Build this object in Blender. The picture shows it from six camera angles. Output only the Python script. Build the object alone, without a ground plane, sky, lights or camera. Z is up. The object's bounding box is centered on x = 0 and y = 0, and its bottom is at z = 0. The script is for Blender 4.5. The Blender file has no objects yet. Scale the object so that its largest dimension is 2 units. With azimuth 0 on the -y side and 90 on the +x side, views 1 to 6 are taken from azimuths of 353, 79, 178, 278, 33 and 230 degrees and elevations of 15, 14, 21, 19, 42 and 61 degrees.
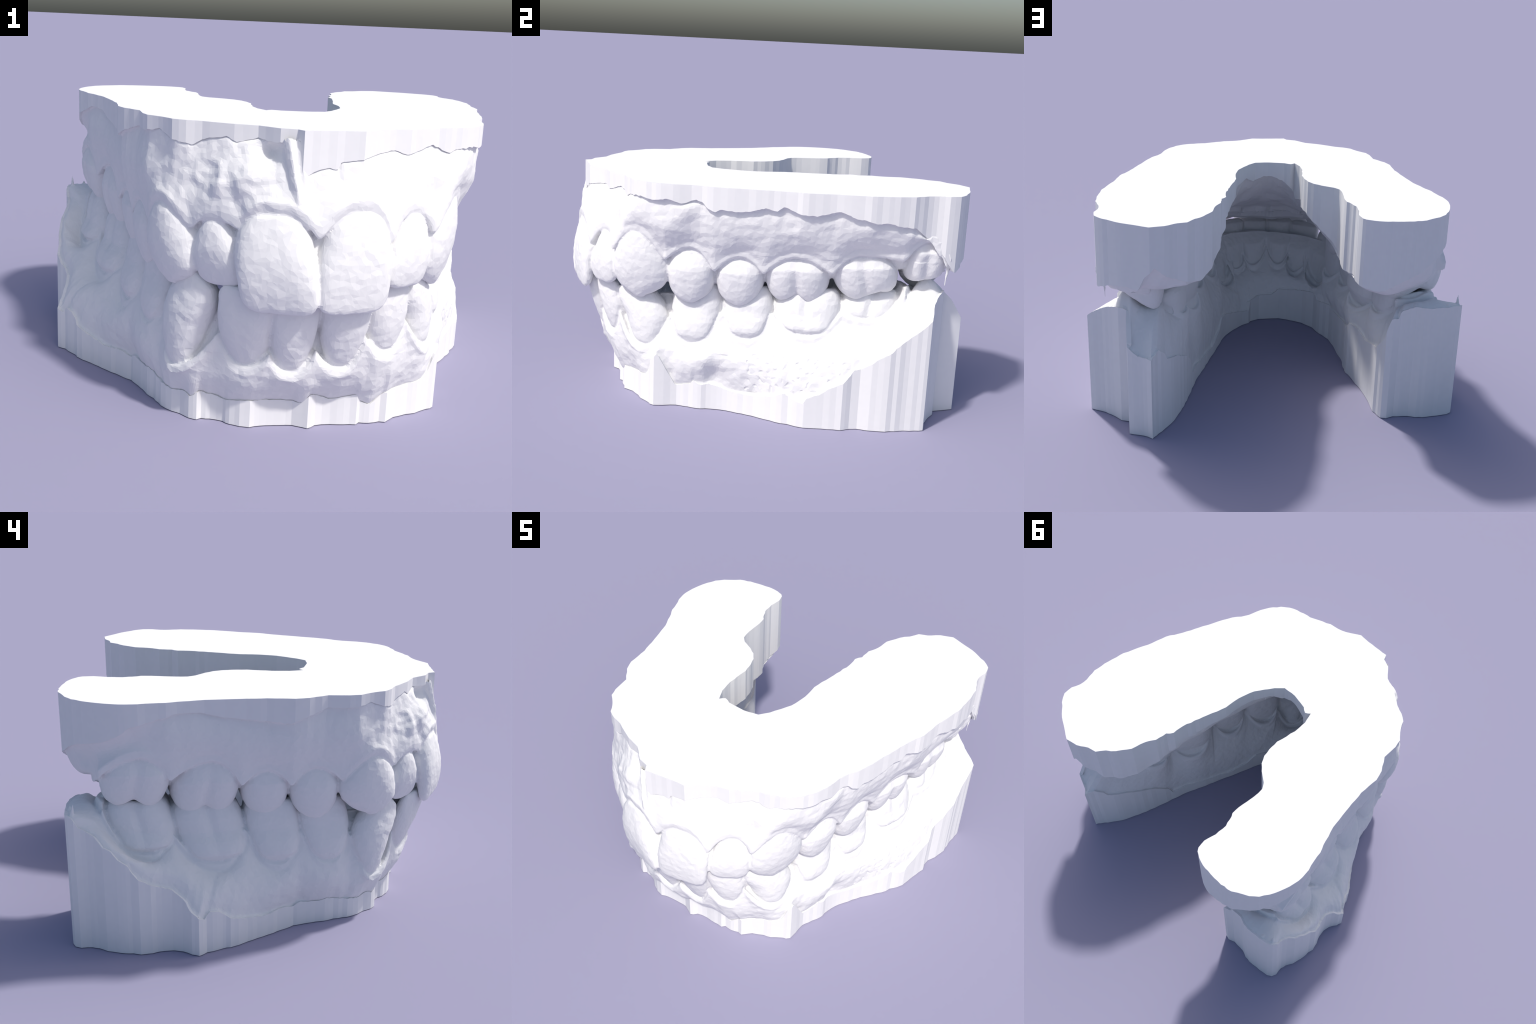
"""Plaster study cast of a human dentition: upper and lower jaw in occlusion.

Each cast = horseshoe base with vertical walls (base), a gum surface lofted from
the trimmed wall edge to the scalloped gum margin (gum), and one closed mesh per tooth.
"""
import bpy, math
import numpy as np
from mathutils import noise, Vector

TOP_Z = 1.148
rng = np.random.default_rng(7)

# ------------------------------------------------------------------ helpers
def P2(*v):
    return np.array(v, float)

def unit(v):
    return v / (np.linalg.norm(v) + 1e-12)

def densify(loop, step):
    """Closed polyline, corners kept, edges split to at most `step`."""
    out = []
    n = len(loop)
    for i in range(n):
        a, b = loop[i], loop[(i + 1) % n]
        k = max(1, int(math.ceil(np.linalg.norm(b[:2] - a[:2]) / step)))
        for j in range(k):
            out.append(a + (b - a) * j / k)
    return np.array(out)

def facet_outline(loop, step=.034, amp=.0032):
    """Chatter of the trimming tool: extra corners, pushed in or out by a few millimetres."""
    q = densify(loop, step)
    keep = {tuple(np.round(p, 5)) for p in loop}
    out = []
    for p in q:
        if tuple(np.round(p, 5)) not in keep:
            p = p + amp * (rng.random(2) - .5) * 1.6
        out.append(p)
    return np.array(out)

def arclen(loop, closed=True):
    q = np.vstack([loop, loop[:1]]) if closed else loop
    d = np.linalg.norm(np.diff(q[:, :2], axis=0), axis=1)
    return np.concatenate([[0], np.cumsum(d)])

def locate(loop, p):
    """Arc-length parameter in [0,1) of the loop point nearest to p (xy)."""
    s = arclen(loop)
    n = len(loop)
    best = (1e9, 0)
    for i in range(n):
        a, b = loop[i][:2], loop[(i + 1) % n][:2]
        ab = b - a
        t = np.clip(np.dot(p - a, ab) / (np.dot(ab, ab) + 1e-12), 0, 1)
        d = np.linalg.norm(a + t * ab - p)
        if d < best[0] - 1e-9:
            best = (d, (s[i] + t * (s[i + 1] - s[i])) / s[-1])
    return best[1] % 1.0

def periodic_interp(x, xp, fp):
    """Linear interpolation on the circle [0,1)."""
    o = np.argsort(xp)
    xp, fp = np.asarray(xp)[o], np.asarray(fp)[o]
    xx = np.concatenate([xp[-1:] - 1, xp, xp[:1] + 1])
    ff = np.concatenate([fp[-1:], fp, fp[:1]])
    if ff.ndim == 1:
        return np.interp(x, xx, ff)
    return np.stack([np.interp(x, xx, ff[:, k]) for k in range(ff.shape[1])], 1)

def fbm(p, scale, octaves=2):
    v = 0.0
    a = 1.0
    q = Vector(p) * scale
    for _ in range(octaves):
        v += a * noise.noise(q)
        a *= 0.5
        q = q * 2.03
    return v

def smooth01(t):
    t = np.clip(t, 0, 1)
    return t * t * (3 - 2 * t)

def tab(t, table):
    xs, ys = zip(*table)
    return np.interp(t, xs, ys)

# ------------------------------------------------------------------ material
def plaster(name, tone, grain):
    m = bpy.data.materials.new(name)
    m.use_nodes = True
    nt = m.node_tree
    bs = nt.nodes["Principled BSDF"]
    tc = nt.nodes.new("ShaderNodeTexCoord")
    nz = nt.nodes.new("ShaderNodeTexNoise")
    nz.inputs["Scale"].default_value = grain
    nz.inputs["Detail"].default_value = 3
    nt.links.new(tc.outputs["Object"], nz.inputs["Vector"])
    rp = nt.nodes.new("ShaderNodeValToRGB")
    rp.color_ramp.elements[0].position = 0.3
    rp.color_ramp.elements[1].position = 0.7
    rp.color_ramp.elements[0].color = (*[c * 0.993 for c in tone], 1)
    rp.color_ramp.elements[1].color = (*[min(1, c * 1.01) for c in tone], 1)
    nt.links.new(nz.outputs["Fac"], rp.inputs["Fac"])
    nt.links.new(rp.outputs["Color"], bs.inputs["Base Color"])
    bs.inputs["Roughness"].default_value = 0.9
    bs.inputs["Specular IOR Level"].default_value = 0.1
    return m

WHITE = (0.80, 0.80, 0.80)
MAT = {}

# ------------------------------------------------------------------ mesh tools
def make_object(name, verts, faces, parent, mats=(), midx=None, decimate=None, smooth=False):
    me = bpy.data.meshes.new(name)
    me.from_pydata([tuple(v) for v in verts], [], [tuple(f) for f in faces])
    me.update()
    for m in mats:
        me.materials.append(m)
    if midx is not None:
        me.polygons.foreach_set("material_index", midx)
    ob = bpy.data.objects.new(name, me)
    bpy.context.scene.collection.objects.link(ob)
    if decimate:
        md = ob.modifiers.new("facets", "DECIMATE")
        md.ratio = decimate
        md.use_collapse_triangulate = True
        dg = bpy.context.evaluated_depsgraph_get()
        new = bpy.data.meshes.new_from_object(ob.evaluated_get(dg))
        ob.modifiers.clear()
        ob.data = new
        bpy.data.meshes.remove(me)
        me = new
        me.name = name
    me.polygons.foreach_set("use_smooth", [smooth] * len(me.polygons))
    ob.parent = parent
    return ob

def empty(name, label, category):
    e = bpy.data.objects.new(name, None)
    bpy.context.scene.collection.objects.link(e)
    e["label"] = label
    e["category"] = category
    return e

# ------------------------------------------------------------------ teeth
class Tooth:
    """kind; mesial and distal contact (xy); cusp or edge tip T; gum zenith Z; depth d."""
    def __init__(s, kind, pm, pd, T, Z, d, bulge=0.02, ling=None, cusps=None, wscale=1.0, style=None):
        s.kind, s.pm, s.pd = kind, P2(*pm), P2(*pd)
        s.T, s.Z, s.d, s.bulge = P2(*T), P2(*Z), d, bulge
        s.ew = unit(s.pd - s.pm)
        s.eb = P2(-s.ew[1], s.ew[0])
        mid = (s.pm + s.pd) / 2
        if np.dot(s.eb, mid - P2(0, 0.35)) < 0:
            s.eb = -s.eb
        s.w = np.linalg.norm(s.pd - s.pm) * wscale * 1.035
        s.mid = mid
        s.ling = ling
        s.cusps = cusps
        s.style = style or kind
        s.up = 1.0 if s.Z[2] > s.T[2] else -1.0

WIDTH = {
    "incisor": [(0, .80), (.03, .89), (.1, .97), (.25, 1.0), (.5, 1.0), (.75, .95), (.9, .84), (1, .72), (1.35, .5)],
    "small_incisor": [(0, .70), (.04, .82), (.12, .93), (.3, 1.0), (.55, .97), (.8, .82), (1, .6), (1.35, .5)],
    "canine": [(0, .22), (.05, .48), (.12, .70), (.25, .92), (.4, 1.0), (.6, .98), (.8, .86), (1, .66), (1.35, .55)],
    "lower_incisor": [(0, .92), (.03, .99), (.1, 1.04), (.3, 1.02), (.6, .95), (.85, .82), (1, .70), (1.3, .5)],
    "lower_canine": [(0, .25), (.06, .55), (.14, .82), (.28, .98), (.45, .98), (.7, .90), (.9, .76), (1, .66), (1.3, .45)],
}
THICK = {
    "incisor": [(0, .15), (.04, .22), (.15, .30), (.4, .46), (.7, .85), (1, 1.0), (1.35, .95)],
    "small_incisor": [(0, .18), (.04, .28), (.15, .38), (.4, .55), (.7, .88), (1, 1.0), (1.35, .95)],
    "canine": [(0, .18), (.05, .32), (.15, .48), (.4, .72), (.7, .95), (1, 1.0), (1.35, .95)],
    "lower_incisor": [(0, .22), (.04, .34), (.2, .46), (.5, .72), (.8, .95), (1, 1.0), (1.3, .95)],
    "lower_canine": [(0, .2), (.06, .38), (.2, .58), (.5, .82), (.8, 1.0), (1, 1.0), (1.3, .95)],
}
POWER = {"incisor": 3.1, "small_incisor": 2.5, "canine": 2.1, "lower_incisor": 2.5, "lower_canine": 2.2}

def superellipse(n, p):
    a = np.linspace(0, 2 * math.pi, n, endpoint=False)
    c, s = np.cos(a), np.sin(a)
    return np.sign(c) * np.abs(c) ** (2 / p), np.sign(s) * np.abs(s) ** (2 / p)

def ring_faces(rings, n):
    f = []
    for r in range(rings - 1):
        for i in range(n):
            j = (i + 1) % n
            f.append((r * n + i, r * n + j, (r + 1) * n + j, (r + 1) * n + i))
    return f

def anterior_tooth(t):
    H = abs(t.Z[2] - t.T[2])
    n = 56
    cx, cy = superellipse(n, POWER[t.style])
    ts = np.concatenate([[-.035, -.028, -.012], np.linspace(0, 1.35, 44) ** 1.15 * 1.35 / 1.35 ** 1.15])
    Tb, Zb = np.dot(t.T[:2] - t.mid, t.eb), np.dot(t.Z[:2] - t.mid, t.eb)
    Tw, Zw = np.dot(t.T[:2] - t.mid, t.ew), np.dot(t.Z[:2] - t.mid, t.ew)
    pts = []
    for tt in ts:
        q = max(tt, 0)
        hw = tab(q, WIDTH[t.style]) * t.w / 2
        th = tab(q, THICK[t.style]) * t.d
        if tt < 0:
            k = {-.035: .35, -.028: .62, -.012: .88}[round(float(tt), 3)]
            hw, th = hw * (1 - (1 - k) * .5), th * k
        fb = Tb + (Zb - Tb) * q + t.bulge * math.sin(math.pi * min(q, 1)) ** .8
        fb -= .07 * max(0, q - 1) / .35             # the root turns inward below the gum
        if tt < 0:
            fb -= (1 - k) * tab(0, THICK[t.style]) * t.d * .4
        cw = (Zw * .75) * smooth01(q) + Tw * (1 - smooth01(q * 1.6))
        cw *= (1.0 if q < 1 else 1)
        for a, b in zip(cx, cy):
            # labial half is flatter, lingual half carries the cingulum
            y = fb - th / 2 + b * th / 2
            xy = t.mid + t.ew * (cw + a * hw) + t.eb * y
            pts.append((xy[0], xy[1], t.T[2] + t.up * (tt + .035 * (1 - min(q, 1))) * H))
    f = ring_faces(len(ts), n)
    pts = np.array(pts)
    c0, c1 = pts[:n].mean(0), pts[-n:].mean(0)
    k = len(pts)
    pts = np.vstack([pts, c0, c1])
    f += [(k, (i + 1) % n, i) for i in range(n)]
    o = (len(ts) - 1) * n
    f += [(k + 1, o + i, o + (i + 1) % n) for i in range(n)]
    return pts, f

def posterior_tooth(t):
    """Rows from the central fossa over the rim and down the crown to the root."""
    rise = t.cusps[0][2]
    z0 = t.T[2] + t.up * rise                      # base level of the chewing surface
    H = abs(t.Z[2] - z0)
    n = 72
    cx, cy = superellipse(n, 3.0)
    rows = [(.030, .04), (.030, .15), (.026, .28), (.018, .42), (.008, .55), (.0, .66), (-.002, .75),
            (.004, .82), (.016, .88), (.034, .93), (.056, .965), (.085, .99), (.115, 1.0)]
    rows = [(h, s, s) for h, s in rows]
    for q in np.linspace(.15, 1, 12):
        if q * H > .13:
            rows.append((q * H, tab(q, [(0, 1), (.5, 1), (.75, .97), (1, .90)] if t.up > 0 else [(0, 1), (.45, 1), (.75, .92), (1, .80)]), tab(q, [(0, 1), (.6, 1), (1, .95)])))
    rows.append((H + .05, .76, .9))
    rows.append((H + .12, .70, .85))
    Tb, Zb = np.dot(t.T[:2] - t.mid, t.eb), np.dot(t.Z[:2] - t.mid, t.eb)
    Zw = np.dot(t.Z[:2] - t.mid, t.ew)
    pts = []
    Bb = max(Tb, Zb) + t.bulge if t.up > 0 else Zb + t.bulge * .5
    rim = Tb + .025
    for h, sw, sd in rows:
        q = h / H
        D = Bb - rim
        prof = [(0, rim), (.22, rim + D * .6), (.5, Bb), (1, Zb), (2, Zb - .02)]
        if t.up < 0:                                # lower crowns lean to the tongue
            prof = [(0, rim), (.3, rim + D * .35), (.6, rim + D * .8), (.82, Bb), (1, Zb), (2, Zb - .02)]
        taper = [(0, .76), (.35, .90), (.75, 1)] if t.up < 0 else [(0, .84), (.4, .95), (.8, 1)]
        qq = max(q, .12 / H) if h < .12 else q
        dep = t.d * tab(qq, taper)                  # crowns narrow toward the chewing surface
        front = tab(qq, prof)
        c = front - dep / 2
        if h < .12:
            c = c - (1 - smooth01(h / .12)) * 0.012
        cw = Zw * .7 * smooth01(q * 1.2)
        for a, b in zip(cx, cy):
            lx, ly = a * sw * t.w / 2, b * sd * dep / 2
            hh = h
            if t.cusps:
                wt = 1 - smooth01(h / .16)
                add = 0
                for (u, v, amp, rad) in t.cusps:
                    du, dv = lx - u * t.w / 2, ly - v * dep / 2
                    add = max(add, amp * math.exp(-(du * du + dv * dv) / (rad * rad)))
                    if b > 0 and h > .03 and t.kind == "molar":
                        pass
                hh = h - add * wt
            if t.kind == "molar" and b > 0.2:
                g = math.exp(-(lx / .022) ** 2) * math.exp(-((h - .03) / .12) ** 2)
                ly -= .018 * g
            xy = t.mid + t.ew * (cw + lx) + t.eb * (c + ly)
            pts.append((xy[0], xy[1], z0 + t.up * hh))
    f = ring_faces(len(rows), n)
    pts = np.array(pts)
    c0, c1 = pts[:n].mean(0), pts[-n:].mean(0)
    k = len(pts)
    pts = np.vstack([pts, c0, c1])
    f += [(k, (i + 1) % n, i) for i in range(n)]
    o = (len(rows) - 1) * n
    f += [(k + 1, o + i, o + (i + 1) % n) for i in range(n)]
    return pts, f

def tooth_mesh(t):
    return (anterior_tooth if t.kind in ("incisor", "canine") else posterior_tooth)(t)

def shard(base, tip, r, taper=(1.3, .9, .55, .3)):
    """Thin splinter of scan debris standing on the trimmed edge."""
    base, tip = P2(*base), P2(*tip)
    ax = unit(tip - base)
    u = unit(np.cross(ax, P2(.3, .2, 1)))
    v = np.cross(ax, u)
    pts = []
    for k, q in zip((0, .4, .75, 1), taper):
        for i in range(6):
            a = i * math.pi / 3
            pts.append(base + (tip - base) * k + (u * math.cos(a) + v * math.sin(a) * .7) * r * q)
    f = ring_faces(4, 6) + [tuple(range(6)), tuple(range(18, 24))]
    return np.array(pts), f

# ------------------------------------------------------------------ gum margin
def margin_loop(teeth, paps, end_a, end_b, ling_pap):
    """Closed loop of gum-margin points: outer side of all teeth in order, round the last
    one (end_b), back along the inner side, round the first one (end_a).
    Returns (points xyz, outward xy, tags)."""
    pts, nrm, tag = [], [], []
    N = len(teeth)
    K = 14
    def contact(i):                     # contact between tooth i and i+1
        a, b = teeth[i], teeth[i + 1]
        ends = [(np.linalg.norm(p - q), (p + q) / 2) for p in (a.pm, a.pd) for q in (b.pm, b.pd)]
        return min(ends, key=lambda e: e[0])[1]
    cons = [contact(i) for i in range(N - 1)]
    def far_end(t, c):
        return t.pm if np.linalg.norm(t.pm - c) > np.linalg.norm(t.pd - c) else t.pd
    first, last = far_end(teeth[0], cons[0]), far_end(teeth[-1], cons[-1])
    for side in (0, 1):
        order = range(N) if side == 0 else range(N - 1, -1, -1)
        for i in order:
            t = teeth[i]
            ca = cons[i - 1] if i > 0 else first
            cb = cons[i] if i < N - 1 else last
            if side == 0:
                za = paps[i - 1] if i > 0 else end_a[0]
                zb = paps[i] if i < N - 1 else end_b[0]
                zen = t.Z
                inset = lambda t, c: c + unit(t.Z[:2] - t.mid - t.ew * np.dot(t.Z[:2] - t.mid, t.ew)) * 0.0
                pa = ca + t.eb * (.012 if t.up > 0 else -.025)
                pb = cb + t.eb * (.012 if t.up > 0 else -.025)
                out = t.eb
            else:
                za = (ling_pap[i - 1] if i > 0 else end_a[1])
                zb = (ling_pap[i] if i < N - 1 else end_b[1])
                lz = t.Z[:2] - t.eb * (t.d + .015)
                zen = P2(lz[0], lz[1], t.ling)
                pa = ca - t.eb * (t.d * .62)
                pb = cb - t.eb * (t.d * .62)
                out = -t.eb
            segs = [(pa, za, zen, -1), (pb, zb, zen, 1)]
            if side == 1:
                segs = [(pb, zb, zen, -1), (pa, za, zen, 1)]
            for (p, zp, z, sgn) in segs:
                for k in range(K):
                    a = 1 - (k + .5) / K if sgn < 0 else (k + .5) / K
                    dv = p - z[:2]
                    tt, nn = np.dot(dv, t.ew), np.dot(dv, t.eb)
                    xy = z[:2] + t.ew * tt * a + t.eb * nn * a ** 2.4
                    zz = z[2] + (zp - z[2]) * a ** (2.5 if t.kind == 'incisor' and t.up > 0 and side == 0 else 2.3 if t.up < 0 else 1.9)
                    tilt = out
                    pts.append((xy[0], xy[1], zz))
                    nrm.append(tilt)
                    tag.append((side, i, sgn * a))
        # round the end tooth
        t = teeth[-1] if side == 0 else teeth[0]
        e = last if side == 0 else first
        m = end_b if side == 0 else end_a
        away = unit(e - t.mid)
        s = 1 if side == 0 else -1
        for k in range(9):
            ang = math.pi / 2 * (1 - 2 * (k + .5) / 9) * s
            o = unit(away * math.cos(ang) + t.eb * math.sin(ang))
            base = e - t.eb * t.d * .45 - away * .02
            xy = base + away * .04 * math.cos(ang) + t.eb * t.d * .33 * math.sin(ang)
            u = (k + .5) / 9 if side == 0 else 1 - (k + .5) / 9
            pts.append((xy[0], xy[1], m[0] + (m[1] - m[0]) * u))
            nrm.append(o)
            tag.append((2 + side, 0, ang))
    nrm = np.array(nrm)
    for _ in range(10):
        nrm = (np.roll(nrm, 1, 0) + 2 * nrm + np.roll(nrm, -1, 0)) / 4
    nrm /= np.linalg.norm(nrm, axis=1)[:, None]
    return np.array(pts), nrm, tag

# ------------------------------------------------------------------ jaw body
def ridge_line(teeth, webs, ends):
    """Crest of the ridge below the teeth (xyz): tooth centres and contacts, closed web between crowns."""
    pts = []
    N = len(teeth)
    t = teeth[0]
    def centre(t):
        return t.mid + t.eb * (np.dot((t.Z[:2] + t.T[:2]) / 2 - t.mid, t.eb) - t.d * .45)
    c = [centre(t) for t in teeth]
    pts.append((*(c[0] + (c[0] - c[1]) * .42), ends[0]))
    for i in range(N):
        za = webs[i - 1] if i > 0 else ends[0]
        zb = webs[i] if i < N - 1 else ends[1]
        pts.append((*c[i], (za + zb) / 2))
        if i < N - 1:
            m = (c[i] + c[i + 1]) / 2
            pts.append((*m, webs[i]))
    pts.append((*(c[-1] + (c[-1] - c[-2]) * .42), ends[1]))
    pts = np.array(pts)
    x = np.linspace(0, 1, len(pts))
    xx = np.linspace(0, 1, 400)
    return np.stack([np.interp(xx, x, pts[:, k]) for k in range(3)], 1)

def jaw_body(name, outline, flat_z, edge_z, M, Mn, pairs, bumps, belly, root, ridge, lip_size, tag):
    """outline: base loop (xy); flat_z: level of the flat face; edge_z: [((x,y), z)] trimmed edge;
    M/Mn: gum margin loop; pairs: [((x,y) on outline, index into M)]; belly(s)->bulge of the gum;
    root: +1 when gum lies above the margin (upper), -1 below (lower)."""
    B = densify(facet_outline(outline), .0125)
    sB = arclen(B)[:-1] / arclen(B)[-1]
    zs = [(locate(outline, P2(*p)), z) for p, z in edge_z]
    zB = periodic_interp(sB, [a for a, _ in zs], [b for _, b in zs])
    zB = zB + np.array([.004 * noise.noise(Vector((p[0] * 60, p[1] * 60, 3))) for p in B])
    nM = len(M)
    ps = sorted((locate(outline, P2(*p)), i) for p, i in pairs)
    xs = [p[0] for p in ps]
    ys = [p[1] for p in ps]
    # unwrap indices so that they grow monotonically around the loop
    k0 = int(np.argmin(ys))
    xs = xs[k0:] + [x + 1 for x in xs[:k0]]
    ys = ys[k0:] + ys[:k0]
    ys = np.maximum.accumulate(ys)
    xx = np.concatenate([[xs[-1] - 1], xs, [xs[0] + 1]])
    yy = np.concatenate([[ys[-1] - nM], ys, [ys[0] + nM]])
    sq = np.where(sB < xs[0], sB + 1, sB)
    sq = np.where(sq > xx[-1], sq - 1, sq)
    im = np.interp(sq, xx, yy) % nM
    i0 = np.floor(im).astype(int) % nM
    i1 = (i0 + 1) % nM
    fr = (im - np.floor(im))[:, None]
    Ms = M[i0] * (1 - fr) + M[i1] * fr
    Ns = Mn[i0] * (1 - fr) + Mn[i1] * fr
    Ns /= np.linalg.norm(Ns, axis=1)[:, None]
    n = len(B)
    R = 26                                         # rings between wall edge and margin
    rings = []
    # the solid below the base shell is a hair smaller than the shell
    tg = np.roll(B, -1, 0) - np.roll(B, 1, 0)
    nl = np.column_stack([tg[:, 1], -tg[:, 0]]) / (np.linalg.norm(tg, axis=1)[:, None] + 1e-9)
    ccw = np.sum(B[:, 0] * np.roll(B[:, 1], -1) - np.roll(B[:, 0], -1) * B[:, 1]) > 0
    Bi = B - nl * (.010 if ccw else -.010)
    flat = np.column_stack([Bi, np.full(n, flat_z - root * .006)])
    edge = np.column_stack([Bi, zB])
    rings.append(flat)
    rings.append(edge)
    ls = np.array([lip_size(b, m) for b, m in zip(B, Ms)])[:, None]
    lip_up = np.column_stack([Ms[:, :2] + Ns * ls, Ms[:, 2] + root * .040])
    lip = np.column_stack([Ms[:, :2] + Ns * ls * .8, Ms[:, 2] + root * .012])
    fold = np.column_stack([Ms[:, :2] + Ns * .002, Ms[:, 2] + root * .000])
    inner = np.column_stack([Ms[:, :2] - Ns * .030, Ms[:, 2] + root * .006])
    near = ridge[np.argmin(((Ms[:, None, :2] - ridge[None, :, :2]) ** 2).sum(2), axis=1)]
    web_out = near * .48 + np.column_stack([Ms[:, :2], near[:, 2]]) * .52
    web_out[:, 2] = Ms[:, 2] * .35 + near[:, 2] * .65
    inward = np.zeros((n, 2))
    dv = lip_up[:, :2] - edge[:, :2]
    L = np.linalg.norm(dv, axis=1)[:, None] + 1e-9
    inward = dv / L
    ledge = edge.copy()
    ledge[:, :2] += inward * np.minimum(.008, .3 * L)
    ledge[:, 2] -= root * .002
    bel = np.array([belly(B[i], Ms[i], tag[i0[i]][0] == 1) for i in range(n)])
    for _ in range(12):                            # no jumps along the arch
        bel = (np.roll(bel, 1, 0) + 2 * bel + np.roll(bel, -1, 0)) / 4
    soft = lip_up.copy()                           # scallops fade out away from the teeth
    for _ in range(150):
        soft = (np.roll(soft, 1, 0) + 2 * soft + np.roll(soft, -1, 0)) / 4
    for k in range(R):
        t = k / (R - 1)
        p = ledge * (1 - t) + (soft * (1 - t ** 3) + lip_up * t ** 3) * t
        bow = math.sin(math.pi * t)
        p[:, :2] += Ns * (bel[:, 0] * bow)[:, None]
        p[:, 2] += root * bel[:, 1] * bow
        rings.append(p)
    over = near + (near - web_out) * .35          # both flanks overlap at the crest: no crack
    over[:, 2] = near[:, 2]
    rings += [lip, fold, inner, web_out, near, over]
    V = np.vstack(rings)
    # lumps and hollows of the soft tissue, then grain, on gum rows only
    first = 2 * n
    nn = np.tile(Ns, (len(rings), 1))
    for (c, r, a, up) in bumps:
        d2 = ((V - np.array(c)) ** 2).sum(1) / (r * r)
        w = np.exp(-d2)
        w[:first] = 0
        w[first:first + n] *= .3
        V[:, :2] += nn * (a * w)[:, None]
        V[:, 2] += up * w
    nr = len(rings)
    faces, mi = [], []
    for r in range(nr - 1):
        for i in range(n):
            j = (i + 1) % n
            q = (r * n + i, r * n + j, (r + 1) * n + j, (r + 1) * n + i)
            faces.append(q)
            mi.append(0 if r == 0 else 1)
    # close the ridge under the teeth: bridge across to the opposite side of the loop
    faces.append(tuple(range(n)))
    mi.append(0)
    return V, faces, (B, zB)

def base_shell(B, zB, flat_z, root, parent, mat):
    """Crisp horseshoe: flat face, vertical walls, and a narrow return under the trimmed edge."""
    import bmesh
    n = len(B)
    tg = np.roll(B, -1, 0) - np.roll(B, 1, 0)
    nl = np.column_stack([tg[:, 1], -tg[:, 0]]) / (np.linalg.norm(tg, axis=1)[:, None] + 1e-9)
    ccw = np.sum(B[:, 0] * np.roll(B[:, 1], -1) - np.roll(B[:, 0], -1) * B[:, 1]) > 0
    inn = B - nl * (.024 if ccw else -.024)
    V = np.vstack([np.column_stack([B, np.full(n, flat_z)]), np.column_stack([B, zB]),
                   np.column_stack([inn, zB + root * .003])])
    F = []
    for r in range(2):
        for i in range(n):
            j = (i + 1) % n
            F.append((r * n + i, r * n + j, (r + 1) * n + j, (r + 1) * n + i))
    F.append(tuple(range(n)))
    ob = make_object("base", V, F, parent, (mat,))
    bm = bmesh.new()
    bm.from_mesh(ob.data)
    bmesh.ops.triangulate(bm, faces=bm.faces, ngon_method="EAR_CLIP")
    bmesh.ops.recalc_face_normals(bm, faces=bm.faces)
    top = [f for f in bm.faces if abs(f.normal.z) > .99 and abs(f.calc_center_median().z - flat_z) < 1e-4]
    if top and top[0].normal.z * root < 0:
        bmesh.ops.reverse_faces(bm, faces=bm.faces)
    bm.to_mesh(ob.data)
    bm.free()
    return ob

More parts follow.
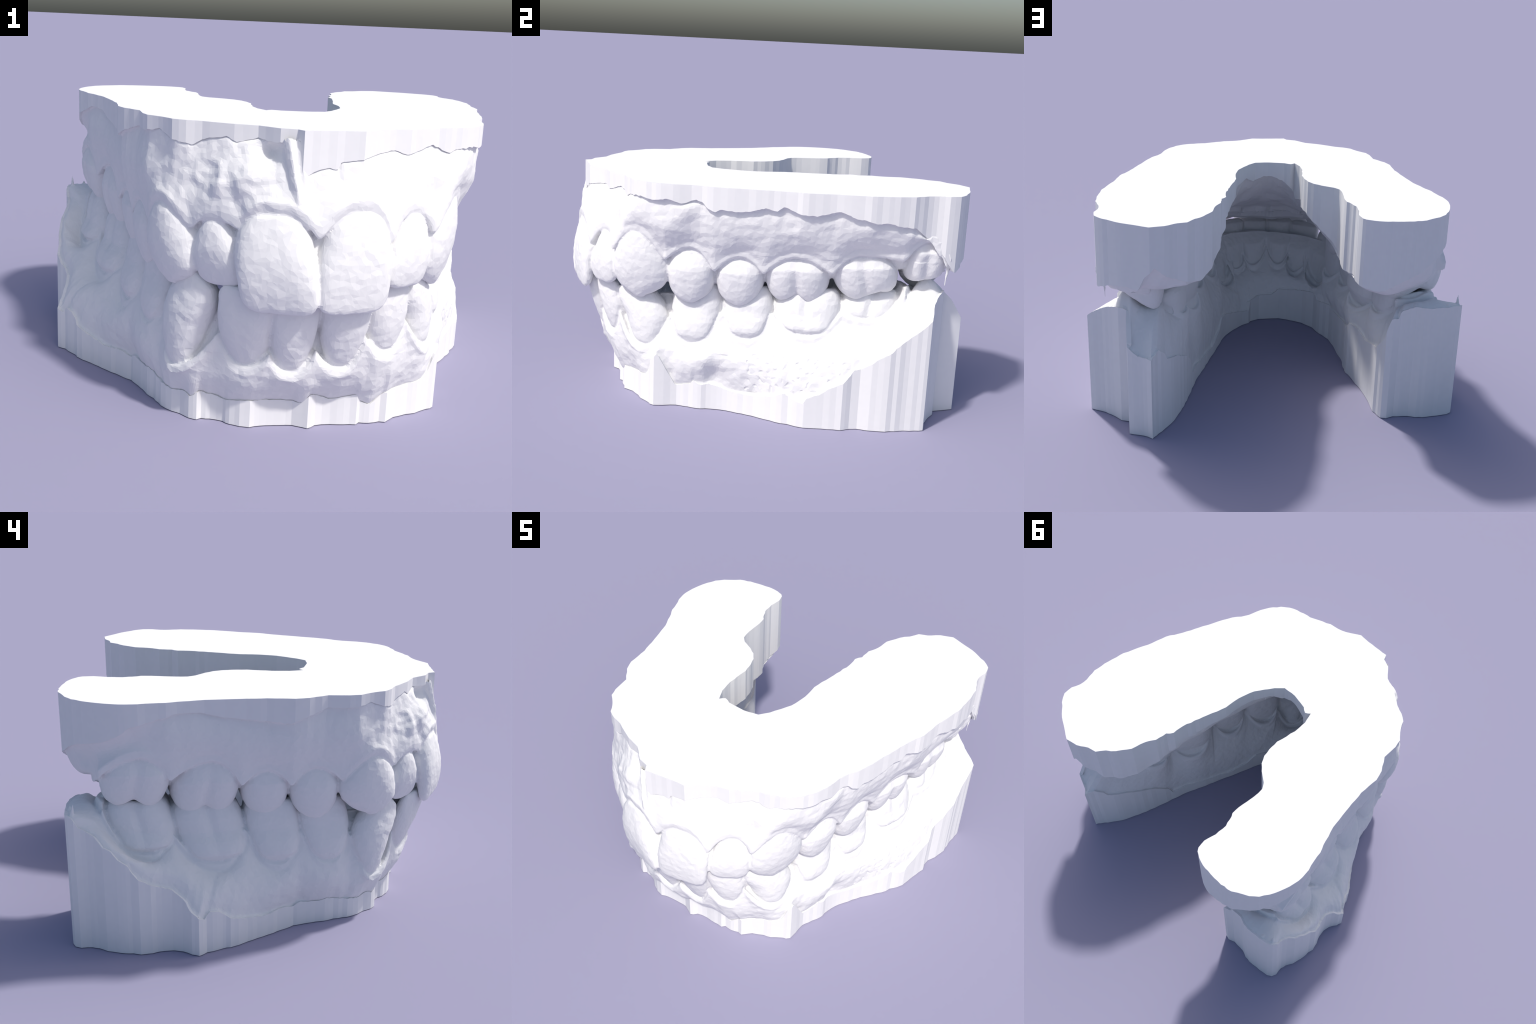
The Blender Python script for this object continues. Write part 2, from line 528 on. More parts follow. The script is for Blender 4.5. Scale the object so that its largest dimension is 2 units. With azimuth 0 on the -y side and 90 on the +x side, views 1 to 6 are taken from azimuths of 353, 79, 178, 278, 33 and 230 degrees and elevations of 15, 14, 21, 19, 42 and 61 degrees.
def fuse(teeth, gum, extra, edge, root, parent, mats, grain, voxel=.0053, keep=.11, crease=.006):
    """Melt gum and teeth into one scanned-looking surface, roughen it, reduce it to facets and
    separate it again by region; neighbouring parts share their border vertices."""
    import bmesh
    from mathutils.bvhtree import BVHTree
    parts = [gum] + [tooth_mesh(t) for t in teeth] + extra
    V, F, o = [], [], 0
    for v, f in parts:
        V += [tuple(p) for p in v]
        F += [tuple(i + o for i in q) for q in f]
        o += len(v)
    me = bpy.data.meshes.new("tmp")
    me.from_pydata(V, [], F)
    ob = bpy.data.objects.new("tmp", me)
    bpy.context.scene.collection.objects.link(ob)
    md = ob.modifiers.new("r", "REMESH")
    md.mode = "VOXEL"
    md.voxel_size = voxel
    dg = bpy.context.evaluated_depsgraph_get()
    m2 = bpy.data.meshes.new_from_object(ob.evaluated_get(dg))
    bpy.data.objects.remove(ob)
    nv = len(m2.vertices)
    co = np.zeros(nv * 3); m2.vertices.foreach_get("co", co); co = co.reshape(-1, 3)
    ed = np.zeros(len(m2.edges) * 2, dtype=np.int32); m2.edges.foreach_get("vertices", ed); ed = ed.reshape(-1, 2)
    deg = np.bincount(ed.ravel(), minlength=nv)[:, None].astype(float)
    for _ in range(3):
        acc = np.zeros_like(co)
        for k in range(3):
            acc[:, k] = np.bincount(ed[:, 0], co[ed[:, 1], k], nv) + np.bincount(ed[:, 1], co[ed[:, 0], k], nv)
        co = co * .5 + acc / deg * .5
    m2.vertices.foreach_set("co", co.ravel()); m2.update()
    no = np.zeros(nv * 3); m2.vertices.foreach_get("normal", no); no = no.reshape(-1, 3)
    trees = [BVHTree.FromPolygons([Vector(p) for p in v], f) for v, f in parts[:1 + len(teeth)]]
    cen = np.array([np.mean([t.T[:2], t.Z[:2]], axis=0) for t in teeth])
    # the groove where gum meets tooth and tooth meets tooth
    dist = np.full((nv, 3), 9.0)
    for i, p in enumerate(co):
        near = np.nonzero(((cen - p[:2]) ** 2).sum(1) < .075)[0]
        if len(near) == 0:
            continue
        v = Vector(p)
        d = []
        for j in near:
            h = trees[j + 1].find_nearest(v, .03)
            d.append(h[3] if h[0] is not None else 9)
        if min(d) > 1:
            continue
        j = near[int(np.argmin(d))]
        if (p[2] - teeth[j].Z[2]) * teeth[j].up > .03:
            continue                                # nothing to carve over the roots
        d = sorted(d)
        h = trees[0].find_nearest(v, .03)
        dist[i] = (d[0], d[1] if len(d) > 1 else 9, h[3] if h[0] is not None else 9)
    q = dist[:, 0] + np.minimum(dist[:, 1], dist[:, 2])
    g = np.array([grain(p) for p in co]) - crease * np.exp(-(q / .011) ** 2) * np.array([.85 + .7 * noise.noise(Vector(p) * 9) for p in co])
    co = co + no * g[:, None]
    m2.vertices.foreach_set("co", co.ravel()); m2.update()
    ob = bpy.data.objects.new("tmp", m2)
    bpy.context.scene.collection.objects.link(ob)
    md = ob.modifiers.new("d", "DECIMATE")
    md.ratio = keep
    dg = bpy.context.evaluated_depsgraph_get()
    m3 = bpy.data.meshes.new_from_object(ob.evaluated_get(dg))
    bpy.data.objects.remove(ob)
    B, zB = edge
    groups = {}
    for p in m3.polygons:
        c = p.center
        # hidden inside the base shell?
        if (c.z - (1.16 if root > 0 else -.01)) * root > -.30 or root < 0:
            dd = (B[:, 0] - c.x) ** 2 + (B[:, 1] - c.y) ** 2
            near = zB[dd < .05 ** 2]
            if len(near) and dd.min() < .016 ** 2:
                lim = near.max() if root > 0 else near.min()
                if (c.z - lim) * root > .012:
                    continue
            if abs(c.z - (TOP_Z if root > 0 else 0)) < .015:
                continue
        dg_ = trees[0].find_nearest(c)[3]
        best, who = dg_, 0
        for i in range(len(teeth)):
            if (cen[i, 0] - c.x) ** 2 + (cen[i, 1] - c.y) ** 2 > .12:
                continue
            d = trees[i + 1].find_nearest(c)[3]
            if d < best:
                best, who = d, i + 1
        groups.setdefault(who, []).append(tuple(p.vertices))
    pos = np.zeros(len(m3.vertices) * 3); m3.vertices.foreach_get("co", pos); pos = pos.reshape(-1, 3)
    for who, fs in sorted(groups.items()):
        used = sorted({v for f in fs for v in f})
        remap = {v: i for i, v in enumerate(used)}
        nm = "gum" if who == 0 else teeth[who - 1].kind
        make_object(nm, pos[used], [tuple(remap[v] for v in f) for f in fs], parent, (mats[0 if who == 0 else 1],))

# ------------------------------------------------------------------ upper cast data
UPPER_OUTLINE = np.array([
 (0.872,0.861),(0.918,0.815),(0.929,0.758),(0.917,0.706),(0.924,0.652),(0.953,0.580),(0.958,0.475),(0.956,0.368),
 (0.914,0.182),(0.903,0.083),(0.865,-0.017),(0.830,-0.151),(0.774,-0.342),(0.745,-0.391),(0.727,-0.439),(0.719,-0.494),
 (0.694,-0.579),(0.656,-0.644),(0.615,-0.685),(0.569,-0.711),(0.524,-0.728),(0.474,-0.741),(0.353,-0.811),(0.294,-0.826),
 (0.246,-0.849),(0.167,-0.910),(0.096,-0.914),(-0.045,-0.936),(-0.063,-0.904),(-0.119,-0.888),(-0.187,-0.825),(-0.267,-0.799),
 (-0.374,-0.740),(-0.430,-0.723),(-0.478,-0.695),(-0.509,-0.647),(-0.566,-0.590),(-0.583,-0.541),(-0.596,-0.443),(-0.657,-0.367),
 (-0.683,-0.305),(-0.693,-0.181),(-0.724,-0.060),(-0.764,0.086),(-0.804,0.174),(-0.841,0.241),(-0.890,0.388),(-0.898,0.438),
 (-0.889,0.528),(-0.865,0.614),(-0.841,0.665),(-0.805,0.706),(-0.725,0.766),(-0.660,0.787),(-0.578,0.796),(-0.510,0.799),
 (-0.461,0.790),(-0.424,0.775),(-0.408,0.758),(-0.393,0.707),(-0.401,0.635),(-0.393,0.559),(-0.374,0.518),(-0.351,0.483),
 (-0.343,0.433),(-0.341,0.323),(-0.330,0.256),(-0.302,0.224),(-0.235,0.188),(-0.194,0.157),(-0.163,0.114),(-0.146,0.064),
 (-0.132,-0.004),(-0.140,-0.132),(-0.128,-0.219),(-0.099,-0.286),(-0.074,-0.262),(-0.038,-0.281),(0.060,-0.289),(0.141,-0.274),
 (0.179,-0.224),(0.235,-0.110),(0.251,-0.006),(0.245,0.094),(0.272,0.244),(0.292,0.379),(0.287,0.447),(0.310,0.486),
 (0.310,0.558),(0.336,0.622),(0.345,0.705),(0.386,0.785),(0.426,0.830),(0.456,0.884),(0.505,0.903),(0.562,0.949),
 (0.631,0.974),(0.666,0.961),(0.699,0.947),(0.778,0.917)])

UPPER_EDGE = [
 ((.915,.818),.775),((.925,.779),.819),((.928,.752),.858),((.918,.705),.921),((.922,.667),.944),((.948,.592),1.0),
 ((.956,.523),1.006),((.958,.456),1.023),((.957,.403),1.019),((.953,.355),1.033),((.942,.305),1.039),((.926,.232),1.070),
 ((.908,.128),1.042),((.889,.047),1.047),((.863,-.023),1.077),((.854,-.054),1.052),((.842,-.105),1.065),((.824,-.172),1.044),
 ((.806,-.232),1.038),((.784,-.307),1.044),((.777,-.332),1.032),((.762,-.362),1.040),((.751,-.380),1.065),((.734,-.420),1.082),
 ((.720,-.483),1.057),((.704,-.545),1.077),((.670,-.620),1.064),((.634,-.666),1.077),((.550,-.718),1.071),((.523,-.729),1.057),
 ((.447,-.756),1.091),((.346,-.813),1.058),((.291,-.827),1.077),((.212,-.876),1.065),((.169,-.908),1.053),((.088,-.915),1.044),
 ((.077,-.917),1.017),((.048,-.921),1.024),((.009,-.927),1.017),((-.044,-.936),.988),((-.058,-.912),1.09),((-.075,-.9),1.10),
 ((-.119,-.888),1.10),((-.152,-.858),1.10),((-.184,-.828),1.108),((-.221,-.814),1.096),((-.259,-.801),1.087),((-.289,-.787),1.104),
 ((-.370,-.742),1.087),((-.404,-.731),1.064),((-.431,-.723),1.069),((-.480,-.692),1.077),((-.52,-.636),1.105),((-.569,-.581),1.093),
 ((-.586,-.520),1.090),((-.600,-.439),1.090),((-.667,-.343),1.056),((-.685,-.284),1.032),((-.715,-.093),1.054),((-.742,.005),1.067),
 ((-.775,.111),1.093),((-.815,.194),1.095),((-.856,.287),1.071),((-.892,.401),1.040),((-.898,.436),1.009),((-.890,.518),.972),
 ((-.843,.660),.944),((-.800,.709),.914),((-.731,.762),.870),((-.665,.785),.840),((-.594,.795),.806),((-.542,.798),.775),
 ((-.488,.795),.770),((-.430,.778),.785),((-.399,.729),.793),((-.366,.506),.762),((-.336,.292),.778),((-.218,.175),.910),
 ((-.159,.103),.960),((-.138,-.147),.959),((-.110,-.262),.930),((-.077,-.265),1.00),((-.031,-.282),1.036),((.034,-.287),1.062),
 ((.086,-.284),1.062),((.149,-.264),1.035),((.193,-.195),1.070),((.223,-.134),1.055),((.248,.05),1.045),((.262,.183),1.035),
 ((.285,.335),1.0),((.295,.42),.997),((.310,.503),.93),((.331,.610),.865),((.353,.72),.840),((.395,.796),.812),((.443,.861),.827),
 ((.492,.898),.850),((.553,.942),.883),((.609,.966),.936),((.661,.963),.884),((.698,.947),.806),((.752,.927),.822),((.839,.880),.808)]

C2 = [(-.45, .62, .052, .075), (.45, .62, .052, .075), (-.4, -.62, .075, .09), (.42, -.6, .06, .085)]
C_BACK = [(-.45, .62, .052, .075), (.45, .62, .04, .075), (-.3, -.62, .085, .10), (.42, -.6, .09, .09)]
C_PM = [(0, .62, .062, .085), (0, -.62, .05, .085)]

UPPER_TEETH = [   # from the right end round to the left end
 Tooth("molar", (.875,.58), (.905,.80), (.875,.68,.712), (.902,.69,.92), .32, .015, .80, [(-.3,.5,.04,.09),(.1,-.6,.13,.11)]),
 Tooth("molar", (.815,.245), (.885,.57), (.825,.375,.612), (.852,.37,.84), .35, .022, .77, [(-.28,.6,.055,.085),(.62,.62,.012,.06),(-.3,-.6,.07,.1),(.4,-.6,.06,.09)]),
 Tooth("molar", (.735,-.08), (.818,.235), (.748,.09,.588), (.790,.06,.811), .34, .024, .77, C2),
 Tooth("premolar", (.675,-.313), (.735,-.08), (.682,-.203,.547), (.722,-.195,.797), .28, .022, .75, C_PM),
 Tooth("premolar", (.605,-.545), (.675,-.313), (.624,-.428,.548), (.659,-.425,.828), .28, .022, .75, C_PM),
 Tooth("canine", (.465,-.79), (.605,-.545), (.537,-.675,.549), (.575,-.69,.893), .25, .028, .72, wscale=1.08),
 Tooth("incisor", (.285,-.90), (.465,-.79), (.375,-.855,.588), (.39,-.824,.857), .20, .026, .71, style="small_incisor"),
 Tooth("incisor", (.026,-.955), (.285,-.90), (.155,-.962,.518), (.172,-.946,.885), .22, .024, .70),
 Tooth("incisor", (.024,-.955), (-.24,-.875), (-.105,-.958,.514), (-.145,-.932,.868), .22, .032, .70),
 Tooth("incisor", (-.24,-.86), (-.395,-.75), (-.308,-.815,.575), (-.332,-.822,.815), .20, .026, .71, style="small_incisor", wscale=1.05),
 Tooth("canine", (-.40,-.745), (-.545,-.515), (-.483,-.672,.542), (-.516,-.668,.85), .25, .028, .72, wscale=1.08),
 Tooth("premolar", (-.545,-.515), (-.615,-.288), (-.564,-.384,.540), (-.598,-.396,.802), .30, .020, .75, C_PM),
 Tooth("premolar", (-.615,-.288), (-.68,-.065), (-.617,-.184,.562), (-.654,-.177,.795), .30, .020, .75, C_PM),
 Tooth("molar", (-.68,-.065), (-.79,.245), (-.69,.06,.594), (-.735,.062,.853), .36, .020, .75, C2),
 Tooth("molar", (-.79,.245), (-.88,.56), (-.825,.38,.650), (-.852,.364,.890), .35, .026, .73, C_BACK),
]
UPPER_PAPS = [.82,.737,.716,.711,.754,.767,.749,.78,.79,.765,.727,.712,.724,.769]
UPPER_LPAPS = [.80,.70,.68,.67,.67,.67,.66,.66,.66,.67,.67,.67,.68,.70]

UPPER_WEBS = [.74,.68,.67,.66,.67,.66,.62,.60,.63,.64,.67,.66,.68,.72]

# ------------------------------------------------------------------ lower cast data
LOWER_OUTLINE = np.array([
 (0.998,0.656),(0.999,0.699),(0.916,0.735),(0.882,0.759),(0.818,0.816),(0.774,0.825),(0.758,0.945),(0.704,0.957),
 (0.659,0.972),(0.633,0.991),(0.617,0.960),(0.580,0.892),(0.538,0.802),(0.522,0.737),(0.500,0.655),(0.473,0.493),
 (0.472,0.457),(0.454,0.345),(0.436,0.280),(0.415,0.200),(0.383,0.050),(0.361,-0.035),(0.324,-0.200),(0.307,-0.247),
 (0.260,-0.331),(0.205,-0.407),(0.164,-0.439),(0.152,-0.470),(0.098,-0.507),(-0.036,-0.526),(-0.090,-0.510),(-0.192,-0.460),
 (-0.260,-0.390),(-0.282,-0.335),(-0.354,-0.220),(-0.381,-0.122),(-0.393,-0.042),(-0.417,0.067),(-0.419,0.161),(-0.430,0.233),
 (-0.449,0.274),(-0.475,0.366),(-0.495,0.416),(-0.509,0.472),(-0.530,0.579),(-0.541,0.672),(-0.576,0.740),(-0.608,0.745),
 (-0.646,0.724),(-0.728,0.717),(-0.770,0.728),(-0.808,0.727),(-0.892,0.708),(-0.950,0.690),(-0.975,0.670),(-0.983,0.640),
 (-0.970,0.591),(-0.974,0.556),(-0.993,0.510),(-0.996,0.472),(-1.0,0.425),(-0.995,0.387),(-1.0,0.350),(-0.981,0.300),
 (-0.955,0.257),(-0.942,0.212),(-0.945,0.165),(-0.966,0.120),(-0.973,0.085),(-0.936,0.057),(-0.923,0.032),(-0.891,-0.009),
 (-0.876,-0.043),(-0.850,-0.076),(-0.775,-0.152),(-0.715,-0.221),(-0.677,-0.258),(-0.626,-0.308),(-0.610,-0.341),(-0.585,-0.390),
 (-0.558,-0.454),(-0.530,-0.495),(-0.502,-0.563),(-0.461,-0.614),(-0.428,-0.638),(-0.396,-0.677),(-0.366,-0.694),(-0.348,-0.682),
 (-0.314,-0.688),(-0.266,-0.709),(-0.243,-0.735),(-0.206,-0.755),(-0.168,-0.765),(-0.130,-0.753),(-0.048,-0.748),(-0.005,-0.748),
 (0.032,-0.767),(0.052,-0.778),(0.066,-0.771),(0.085,-0.752),(0.145,-0.743),(0.247,-0.748),(0.262,-0.731),(0.301,-0.735),
 (0.344,-0.723),(0.368,-0.728),(0.412,-0.685),(0.470,-0.658),(0.510,-0.648),(0.568,-0.611),(0.584,-0.607),(0.601,-0.590),
 (0.605,-0.540),(0.607,-0.475),(0.625,-0.440),(0.648,-0.395),(0.663,-0.356),(0.668,-0.308),(0.686,-0.252),(0.712,-0.205),
 (0.770,-0.110),(0.813,-0.058),(0.867,0.016),(0.876,0.044),(0.907,0.082),(0.924,0.113),(0.942,0.204),(0.966,0.290),
 (0.954,0.335),(0.956,0.375),(0.980,0.425),(0.999,0.506),(0.994,0.580)])

LOWER_EDGE = [
 ((.998,.66),.522),((.999,.697),.558),((.956,.718),.595),((.888,.755),.635),((.818,.812),.66),((.778,.825),.655),((.766,.883),.595),
 ((.758,.945),.50),((.704,.957),.455),((.642,.985),.45),((.633,.991),.45),((.601,.93),.48),((.575,.881),.437),((.568,.866),.40),
 ((.532,.778),.37),((.525,.75),.36),((.486,.571),.27),((.472,.467),.172),((.469,.440),.095),((.457,.366),.097),((.410,.179),.07),
 ((.378,.032),.055),((.344,-.110),.09),((.327,-.186),.155),((.308,-.244),.149),((.207,-.405),.099),((.163,-.442),.086),
 ((.155,-.460),.147),((.108,-.500),.174),((.012,-.519),.178),((-.032,-.525),.215),((-.096,-.507),.219),((-.261,-.387),.252),
 ((-.279,-.342),.217),((-.351,-.225),.240),((-.376,-.139),.226),((-.401,-.007),.248),((-.420,.167),.272),((-.437,.249),.333),
 ((-.467,.339),.343),((-.502,.443),.321),((-.538,.649),.380),((-.569,.726),.470),((-.593,.743),.584),((-.607,.745),.597),
 ((-.638,.728),.589),((-.648,.724),.630),((-.717,.718),.653),((-.854,.717),.650),((-.974,.671),.650),((-.981,.645),.640),
 ((-.978,.623),.597),((-.975,.555),.560),((-.992,.513),.519),((-.996,.475),.502),((-.998,.443),.465),((-.997,.399),.437),
 ((-.995,.385),.408),((-.999,.355),.376),((-.976,.291),.337),((-.944,.218),.310),((-.954,.146),.251),((-.955,.140),.229),
 ((-.970,.082),.183),((-.946,.064),.174),((-.929,.044),.204),((-.904,.008),.196),((-.875,-.044),.150),((-.822,-.104),.126),
 ((-.748,-.183),.106),((-.719,-.217),.111),((-.669,-.266),.117),((-.626,-.308),.103),((-.617,-.326),.121),((-.569,-.428),.111),
 ((-.554,-.461),.123),((-.504,-.558),.100),((-.461,-.614),.092),((-.413,-.656),.103),((-.393,-.679),.088),((-.361,-.691),.115),
 ((-.269,-.708),.093),((-.172,-.764),.108),((-.053,-.748),.105),((.027,-.764),.097),((.044,-.773),.122),((.063,-.773),.137),
 ((.138,-.744),.105),((.246,-.748),.125),((.262,-.731),.09),((.297,-.735),.076),((.356,-.726),.122),((.447,-.669),.129),((.534,-.633),.142),
 ((.560,-.616),.170),((.584,-.607),.235),((.602,-.576),.274),((.607,-.483),.108),((.641,-.408),.125),((.646,-.398),.145),
 ((.662,-.360),.124),((.667,-.321),.134),((.676,-.283),.125),((.699,-.229),.109),((.767,-.115),.105),((.839,-.023),.129),
 ((.868,.020),.158),((.893,.065),.133),((.920,.106),.123),((.926,.125),.154),((.939,.187),.178),((.948,.227),.209),((.965,.287),.237),
 ((.954,.333),.284),((.954,.337),.300),((.959,.382),.313),((.981,.429),.346),((.988,.458),.373),((.999,.513),.402),((.997,.533),.426)]

C_LM = [(-.5, .55, .02, .08), (.3, .55, .02, .08), (-.45, -.6, .03, .085), (.4, -.6, .03, .085)]
C_LP = [(0, .45, .02, .08), (0, -.6, .02, .07)]
LOWER_TEETH = [   # from the right end round to the left end
 Tooth("molar", (.815,.30), (.87,.61), (.715,.45,.66), (.835,.42,.52), .33, .012, .50, C_LM),
 Tooth("molar", (.73,-.03), (.84,.29), (.69,.13,.655), (.802,.12,.425), .35, .032, .41, C_LM),
 Tooth("premolar", (.655,-.27), (.73,-.03), (.636,-.15,.65), (.713,-.152,.379), .26, .032, .41, C_LP),
 Tooth("premolar", (.57,-.51), (.655,-.27), (.572,-.39,.65), (.629,-.414,.333), .245, .032, .38, C_LP),
 Tooth("canine", (.41,-.77), (.57,-.51), (.468,-.698,.615), (.531,-.636,.299), .22, .02, .27, style="lower_canine", wscale=.82),
 Tooth("incisor", (.24,-.86), (.41,-.77), (.32,-.84,.60), (.340,-.784,.32), .17, .018, .32, style="lower_incisor"),
 Tooth("incisor", (.06,-.87), (.24,-.86), (.15,-.925,.60), (.158,-.825,.27), .17, .018, .34, style="lower_incisor"),
 Tooth("incisor", (.05,-.87), (-.12,-.86), (-.035,-.93,.60), (-.034,-.830,.254), .17, .022, .35, style="lower_incisor"),
 Tooth("incisor", (-.12,-.87), (-.305,-.78), (-.215,-.88,.585), (-.205,-.800,.27), .17, .022, .30, style="lower_incisor"),
 Tooth("canine", (-.305,-.77), (-.49,-.56), (-.406,-.724,.615), (-.465,-.669,.228), .22, .026, .27, style="lower_canine", wscale=.82),
 Tooth("premolar", (-.49,-.56), (-.59,-.33), (-.502,-.43,.64), (-.562,-.474,.325), .24, .022, .38, C_LP),
 Tooth("premolar", (-.59,-.33), (-.67,-.08), (-.565,-.20,.64), (-.652,-.237,.343), .25, .036, .41, C_LP),
 Tooth("molar", (-.67,-.08), (-.80,.245), (-.622,.09,.645), (-.762,.02,.375), .33, .038, .41, C_LM),
 Tooth("molar", (-.80,.245), (-.88,.55), (-.712,.39,.675), (-.868,.334,.444), .33, .034, .50, C_LM),
]
LOWER_PAPS = [.55,.522,.511,.492,.467,.42,.35,.34,.40,.475,.495,.52,.54]
LOWER_LPAPS = [.60,.56,.54,.52,.45,.45,.46,.46,.45,.46,.52,.54,.57]

LOWER_WEBS = [.60,.56,.56,.55,.54,.53,.53,.52,.52,.53,.55,.56,.58]

# ------------------------------------------------------------------ assembling
def zen_index(tag, side, i):
    """Index of the margin point at the zenith of tooth i on a side."""
    c = [(abs(t[2]), k) for k, t in enumerate(tag) if t[0] == side and t[1] == i]
    return min(c)[1]

def end_index(tag, which, frac):
    c = [k for k, t in enumerate(tag) if t[0] == 2 + which]
    return c[int(round(frac * (len(c) - 1)))]

def upper_cast():
    root = empty("upper_dental_cast", "white plaster upper jaw cast with fifteen teeth", "dental cast")
    M, Mn, tag = margin_loop(UPPER_TEETH, UPPER_PAPS, (.80, .73), (.79, .67), UPPER_LPAPS)
    z = lambda s, i: zen_index(tag, s, i)
    e = lambda w, f: end_index(tag, w, f)
    pairs = [((.918,.705), z(0,0)), ((.957,.40), z(0,1)), ((.893,.06), z(0,2)), ((.814,-.20), z(0,3)), ((.73,-.43), z(0,4)),
             ((.625,-.68), z(0,5)), ((.40,-.785), z(0,6)), ((.16,-.91), z(0,7)), ((-.14,-.868), z(0,8)), ((-.32,-.77), z(0,9)),
             ((-.505,-.655), z(0,10)), ((-.61,-.43), z(0,11)), ((-.693,-.18), z(0,12)), ((-.76,.08), z(0,13)), ((-.885,.37), z(0,14)),
             ((-.865,.614), e(0,0)), ((-.66,.787), e(0,.5)), ((-.45,.787), e(0,1)),
             ((-.393,.559), z(1,14)), ((-.335,.28), z(1,13)), ((-.21,.168), z(1,12)), ((-.146,.064), z(1,11)), ((-.134,-.08), z(1,10)),
             ((-.125,-.225), z(1,9)), ((-.038,-.281), z(1,8)), ((.08,-.287), z(1,7)), ((.15,-.26), z(1,6)), ((.20,-.18), z(1,5)),
             ((.245,-.05), z(1,4)), ((.258,.15), z(1,3)), ((.285,.33), z(1,2)), ((.310,.52), z(1,1)), ((.35,.715), z(1,0)),
             ((.50,.90), e(1,0)), ((.66,.963), e(1,.5)), ((.85,.875), e(1,1))]
    def belly(b, m, inner):
        d = np.hypot(*(b - m[:2]))
        if d > .3 and b[1] < .2 and inner:
            return (0.036, -.018)                    # vault of the palate
        if inner:
            return (.038 + .03 * smooth01((b[1] - .1) / .4), -.012)
        if b[1] > .7:
            return (0.01, -.035)
        if b[0] > .5:
            return (.018, 0)
        w = smooth01((b[1] + .62) / .15)            # front is flatter than the left flank
        w2 = smooth01((b[1] - .2) / .2)             # behind the last molar the flank falls in
        return (-.004 * (1 - w) + (.021 * (1 - w2) - .018 * w2) * w, 0)
    bumps = [((-.22,-.86,.99), .08, .038, 0), ((-.32,-.82,.93), .06, .015, 0), ((-.15,-.875,1.06), .04, -.05, 0), ((.70,-.45,1.03), .05, .02, 0), ((.67,-.55,.93), .07, .016, 0), ((.47,-.79,.92), .05, -.016, 0), ((-.56,-.58,.95), .08, .022, 0)]
    def lip_size(b, m):
        if m[1] > -.55:
            return .014 if m[0] > 0 else .006
        return .0045
    V, F, edge = jaw_body("upper", UPPER_OUTLINE, TOP_Z, UPPER_EDGE, M, Mn, pairs, bumps, belly, 1,
                        ridge_line(UPPER_TEETH, UPPER_WEBS, (.74, .70)), lip_size, tag)
    base_shell(*edge, TOP_Z, 1, root, MAT["base"])
    def grain(p):
        a = .0019 * noise.noise(Vector(p) * 30) + .0007 * noise.noise(Vector(p) * 66)
        lump = max(0, 1 - abs(p[0] + .28) / .28) * max(0, 1 - abs(p[2] - .97) / .14) * (p[1] < -.5)
        a += lump * (.013 * noise.noise(Vector(p) * 15) + .005 * noise.noise(Vector(p) * 30))
        if math.hypot(p[0] - .04, p[1] + .45) < .32 and p[2] > .7:
            a += .013 * noise.noise(Vector((p[0] * 9, p[1] * 13, 2)))     # palatal folds
        if p[0] > .55 and p[2] > .82:
            a += .003 * noise.noise(Vector((p[0] * 20, p[1] * 8, p[2] * 26)))
        return a
    fuse(UPPER_TEETH, (V, F), [shard((.885,.80,.82), (.885,.785,.70), .012), shard((-.088,-.885,1.115), (-.052,-.945,.90), .03, (1.1, 1, .9, .5)), shard((-.045,-.90,1.115), (-.04,-.93,.93), .024, (1.1, 1, .9, .5)), shard((-.07,-.87,1.135), (-.07,-.895,1.05), .03, (1.1, 1, 1, .8))], edge, 1, root, (MAT["gum"], MAT["tooth"]), grain)
    return root

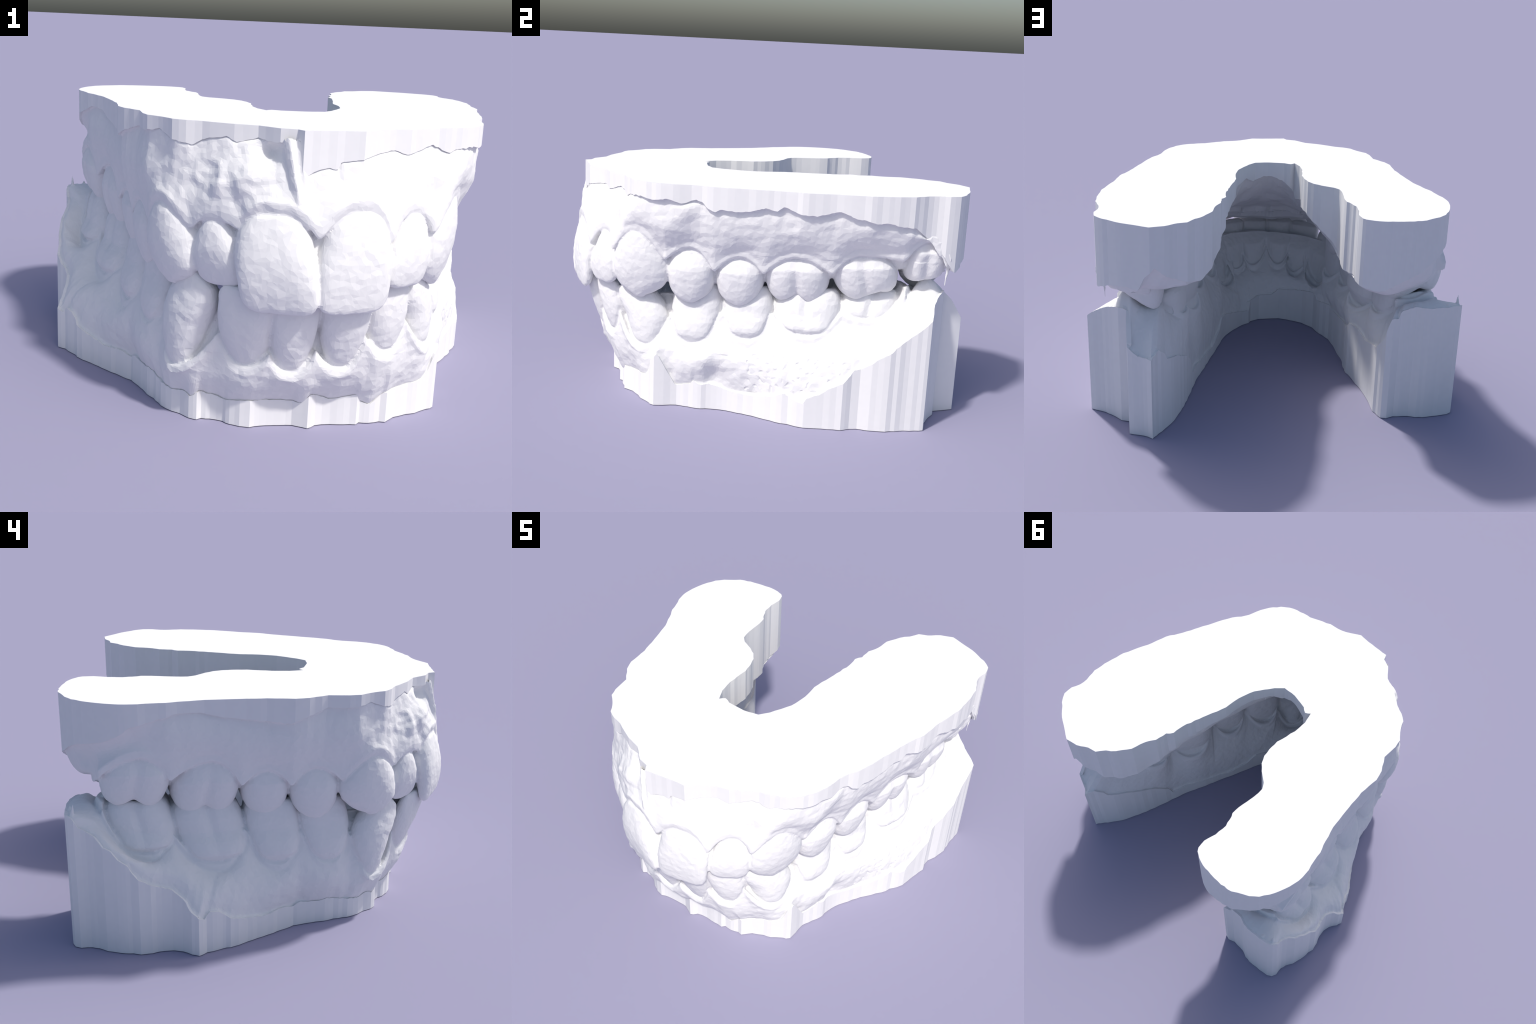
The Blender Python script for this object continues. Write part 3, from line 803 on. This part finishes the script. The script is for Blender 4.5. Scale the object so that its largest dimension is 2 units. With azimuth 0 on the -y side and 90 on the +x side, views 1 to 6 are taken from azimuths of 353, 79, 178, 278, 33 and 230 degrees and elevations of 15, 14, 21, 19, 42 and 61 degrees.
def lower_cast():
    root = empty("lower_dental_cast", "white plaster lower jaw cast with fourteen teeth", "dental cast")
    # the margin loop runs outer right -> left, then inner left -> right; the outline runs the other way round
    M, Mn, tag = margin_loop(LOWER_TEETH, LOWER_PAPS, (.66, .66), (.655, .655), LOWER_LPAPS)
    n = len(M)
    M, Mn, tag = M[::-1], Mn[::-1], tag[::-1]
    z = lambda s, i: zen_index(tag, s, i)
    e = lambda w, f: end_index(tag, w, f)
    pairs = [((.82,.814), e(1,.3)), ((.704,.957), e(1,.7)), ((.560,.85), e(1,1)), ((.485,.57), z(1,0)), ((.43,.25), z(1,1)),
             ((.38,.03), z(1,2)), ((.335,-.15), z(1,3)), ((.26,-.33), z(1,4)), ((.16,-.45), z(1,5)), ((.05,-.515), z(1,6)),
             ((-.06,-.52), z(1,7)), ((-.19,-.46), z(1,8)), ((-.28,-.34), z(1,9)), ((-.37,-.16), z(1,10)), ((-.405,0), z(1,11)),
             ((-.43,.23), z(1,12)), ((-.51,.48), z(1,13)), ((-.56,.71), e(0,0)), ((-.73,.717), e(0,.5)), ((-.96,.68), e(0,1)),
             ((-.996,.40), z(0,13)), ((-.93,.045), z(0,12)), ((-.72,-.215), z(0,11)), ((-.55,-.47), z(0,10)), ((-.44,-.63), z(0,9)),
             ((-.21,-.753), z(0,8)), ((-.03,-.748), z(0,7)), ((.16,-.743), z(0,6)), ((.35,-.725), z(0,5)), ((.53,-.635), z(0,4)),
             ((.635,-.42), z(0,3)), ((.72,-.19), z(0,2)), ((.92,.11), z(0,1)), ((.98,.43), z(0,0)), ((.998,.67), e(1,0))]
    def belly(b, m, inner):
        if b[1] > .6:
            if b[0] > .5 and b[1] > .8:
                return (0, -.08)
            return (0, (-.022 if b[0] < 0 else -.05) if b[0] < .85 else -.01)
        if inner:
            w = smooth01((b[1] - .05) / .3)
            return (.026 * (1 - w) + .012 * w, -.01)
        if b[1] < -.5:
            return (.014, 0)
        if b[0] > .7 and b[1] > .1:
            return (.024, 0)
        return (.03, -.012)
    bumps = [((.70,-.33,.27), .07, .014, 0), ((.71,-.30,.18), .06, -.022, 0), ((.82,.63,.66), .07, 0, .025), ((-.81,.58,.66), .06, 0, .03)]
    def lip_size(b, m):
        return .012
    V, F, edge = jaw_body("lower", LOWER_OUTLINE, 0.0, LOWER_EDGE, M, Mn, pairs, bumps, belly, -1,
                        ridge_line(LOWER_TEETH, LOWER_WEBS, (.67, .67)), lip_size, tag)
    base_shell(*edge, 0.0, -1, root, MAT["base"])
    def grain(p):
        a = .0019 * noise.noise(Vector(p) * 30) + .0007 * noise.noise(Vector(p) * 66)
        if p[0] > .66 and -.15 < p[1] < .35 and p[2] < .33:
            a -= .008 * max(0, noise.noise(Vector(p) * 48) - .22)         # pitting of the right gum
        if p[2] < .3:
            a += .0028 * noise.noise(Vector(p) * 22) * (1 if p[1] < -.4 or (p[0] > .5 and p[1] < .3) else .5)
        return a
    fuse(LOWER_TEETH, (V, F), [shard((-.955,.655,.63), (-.953,.647,.70), .012), shard((-.90,.69,.63), (-.90,.68,.672), .015)],
         edge, -1, root, (MAT["gum"], MAT["tooth"]), grain)
    return root

MAT["base"] = plaster("plaster_base", WHITE, 30)
MAT["gum"] = plaster("plaster_gum", WHITE, 40)
MAT["tooth"] = plaster("plaster_tooth", WHITE, 50)
upper_cast()
lower_cast()
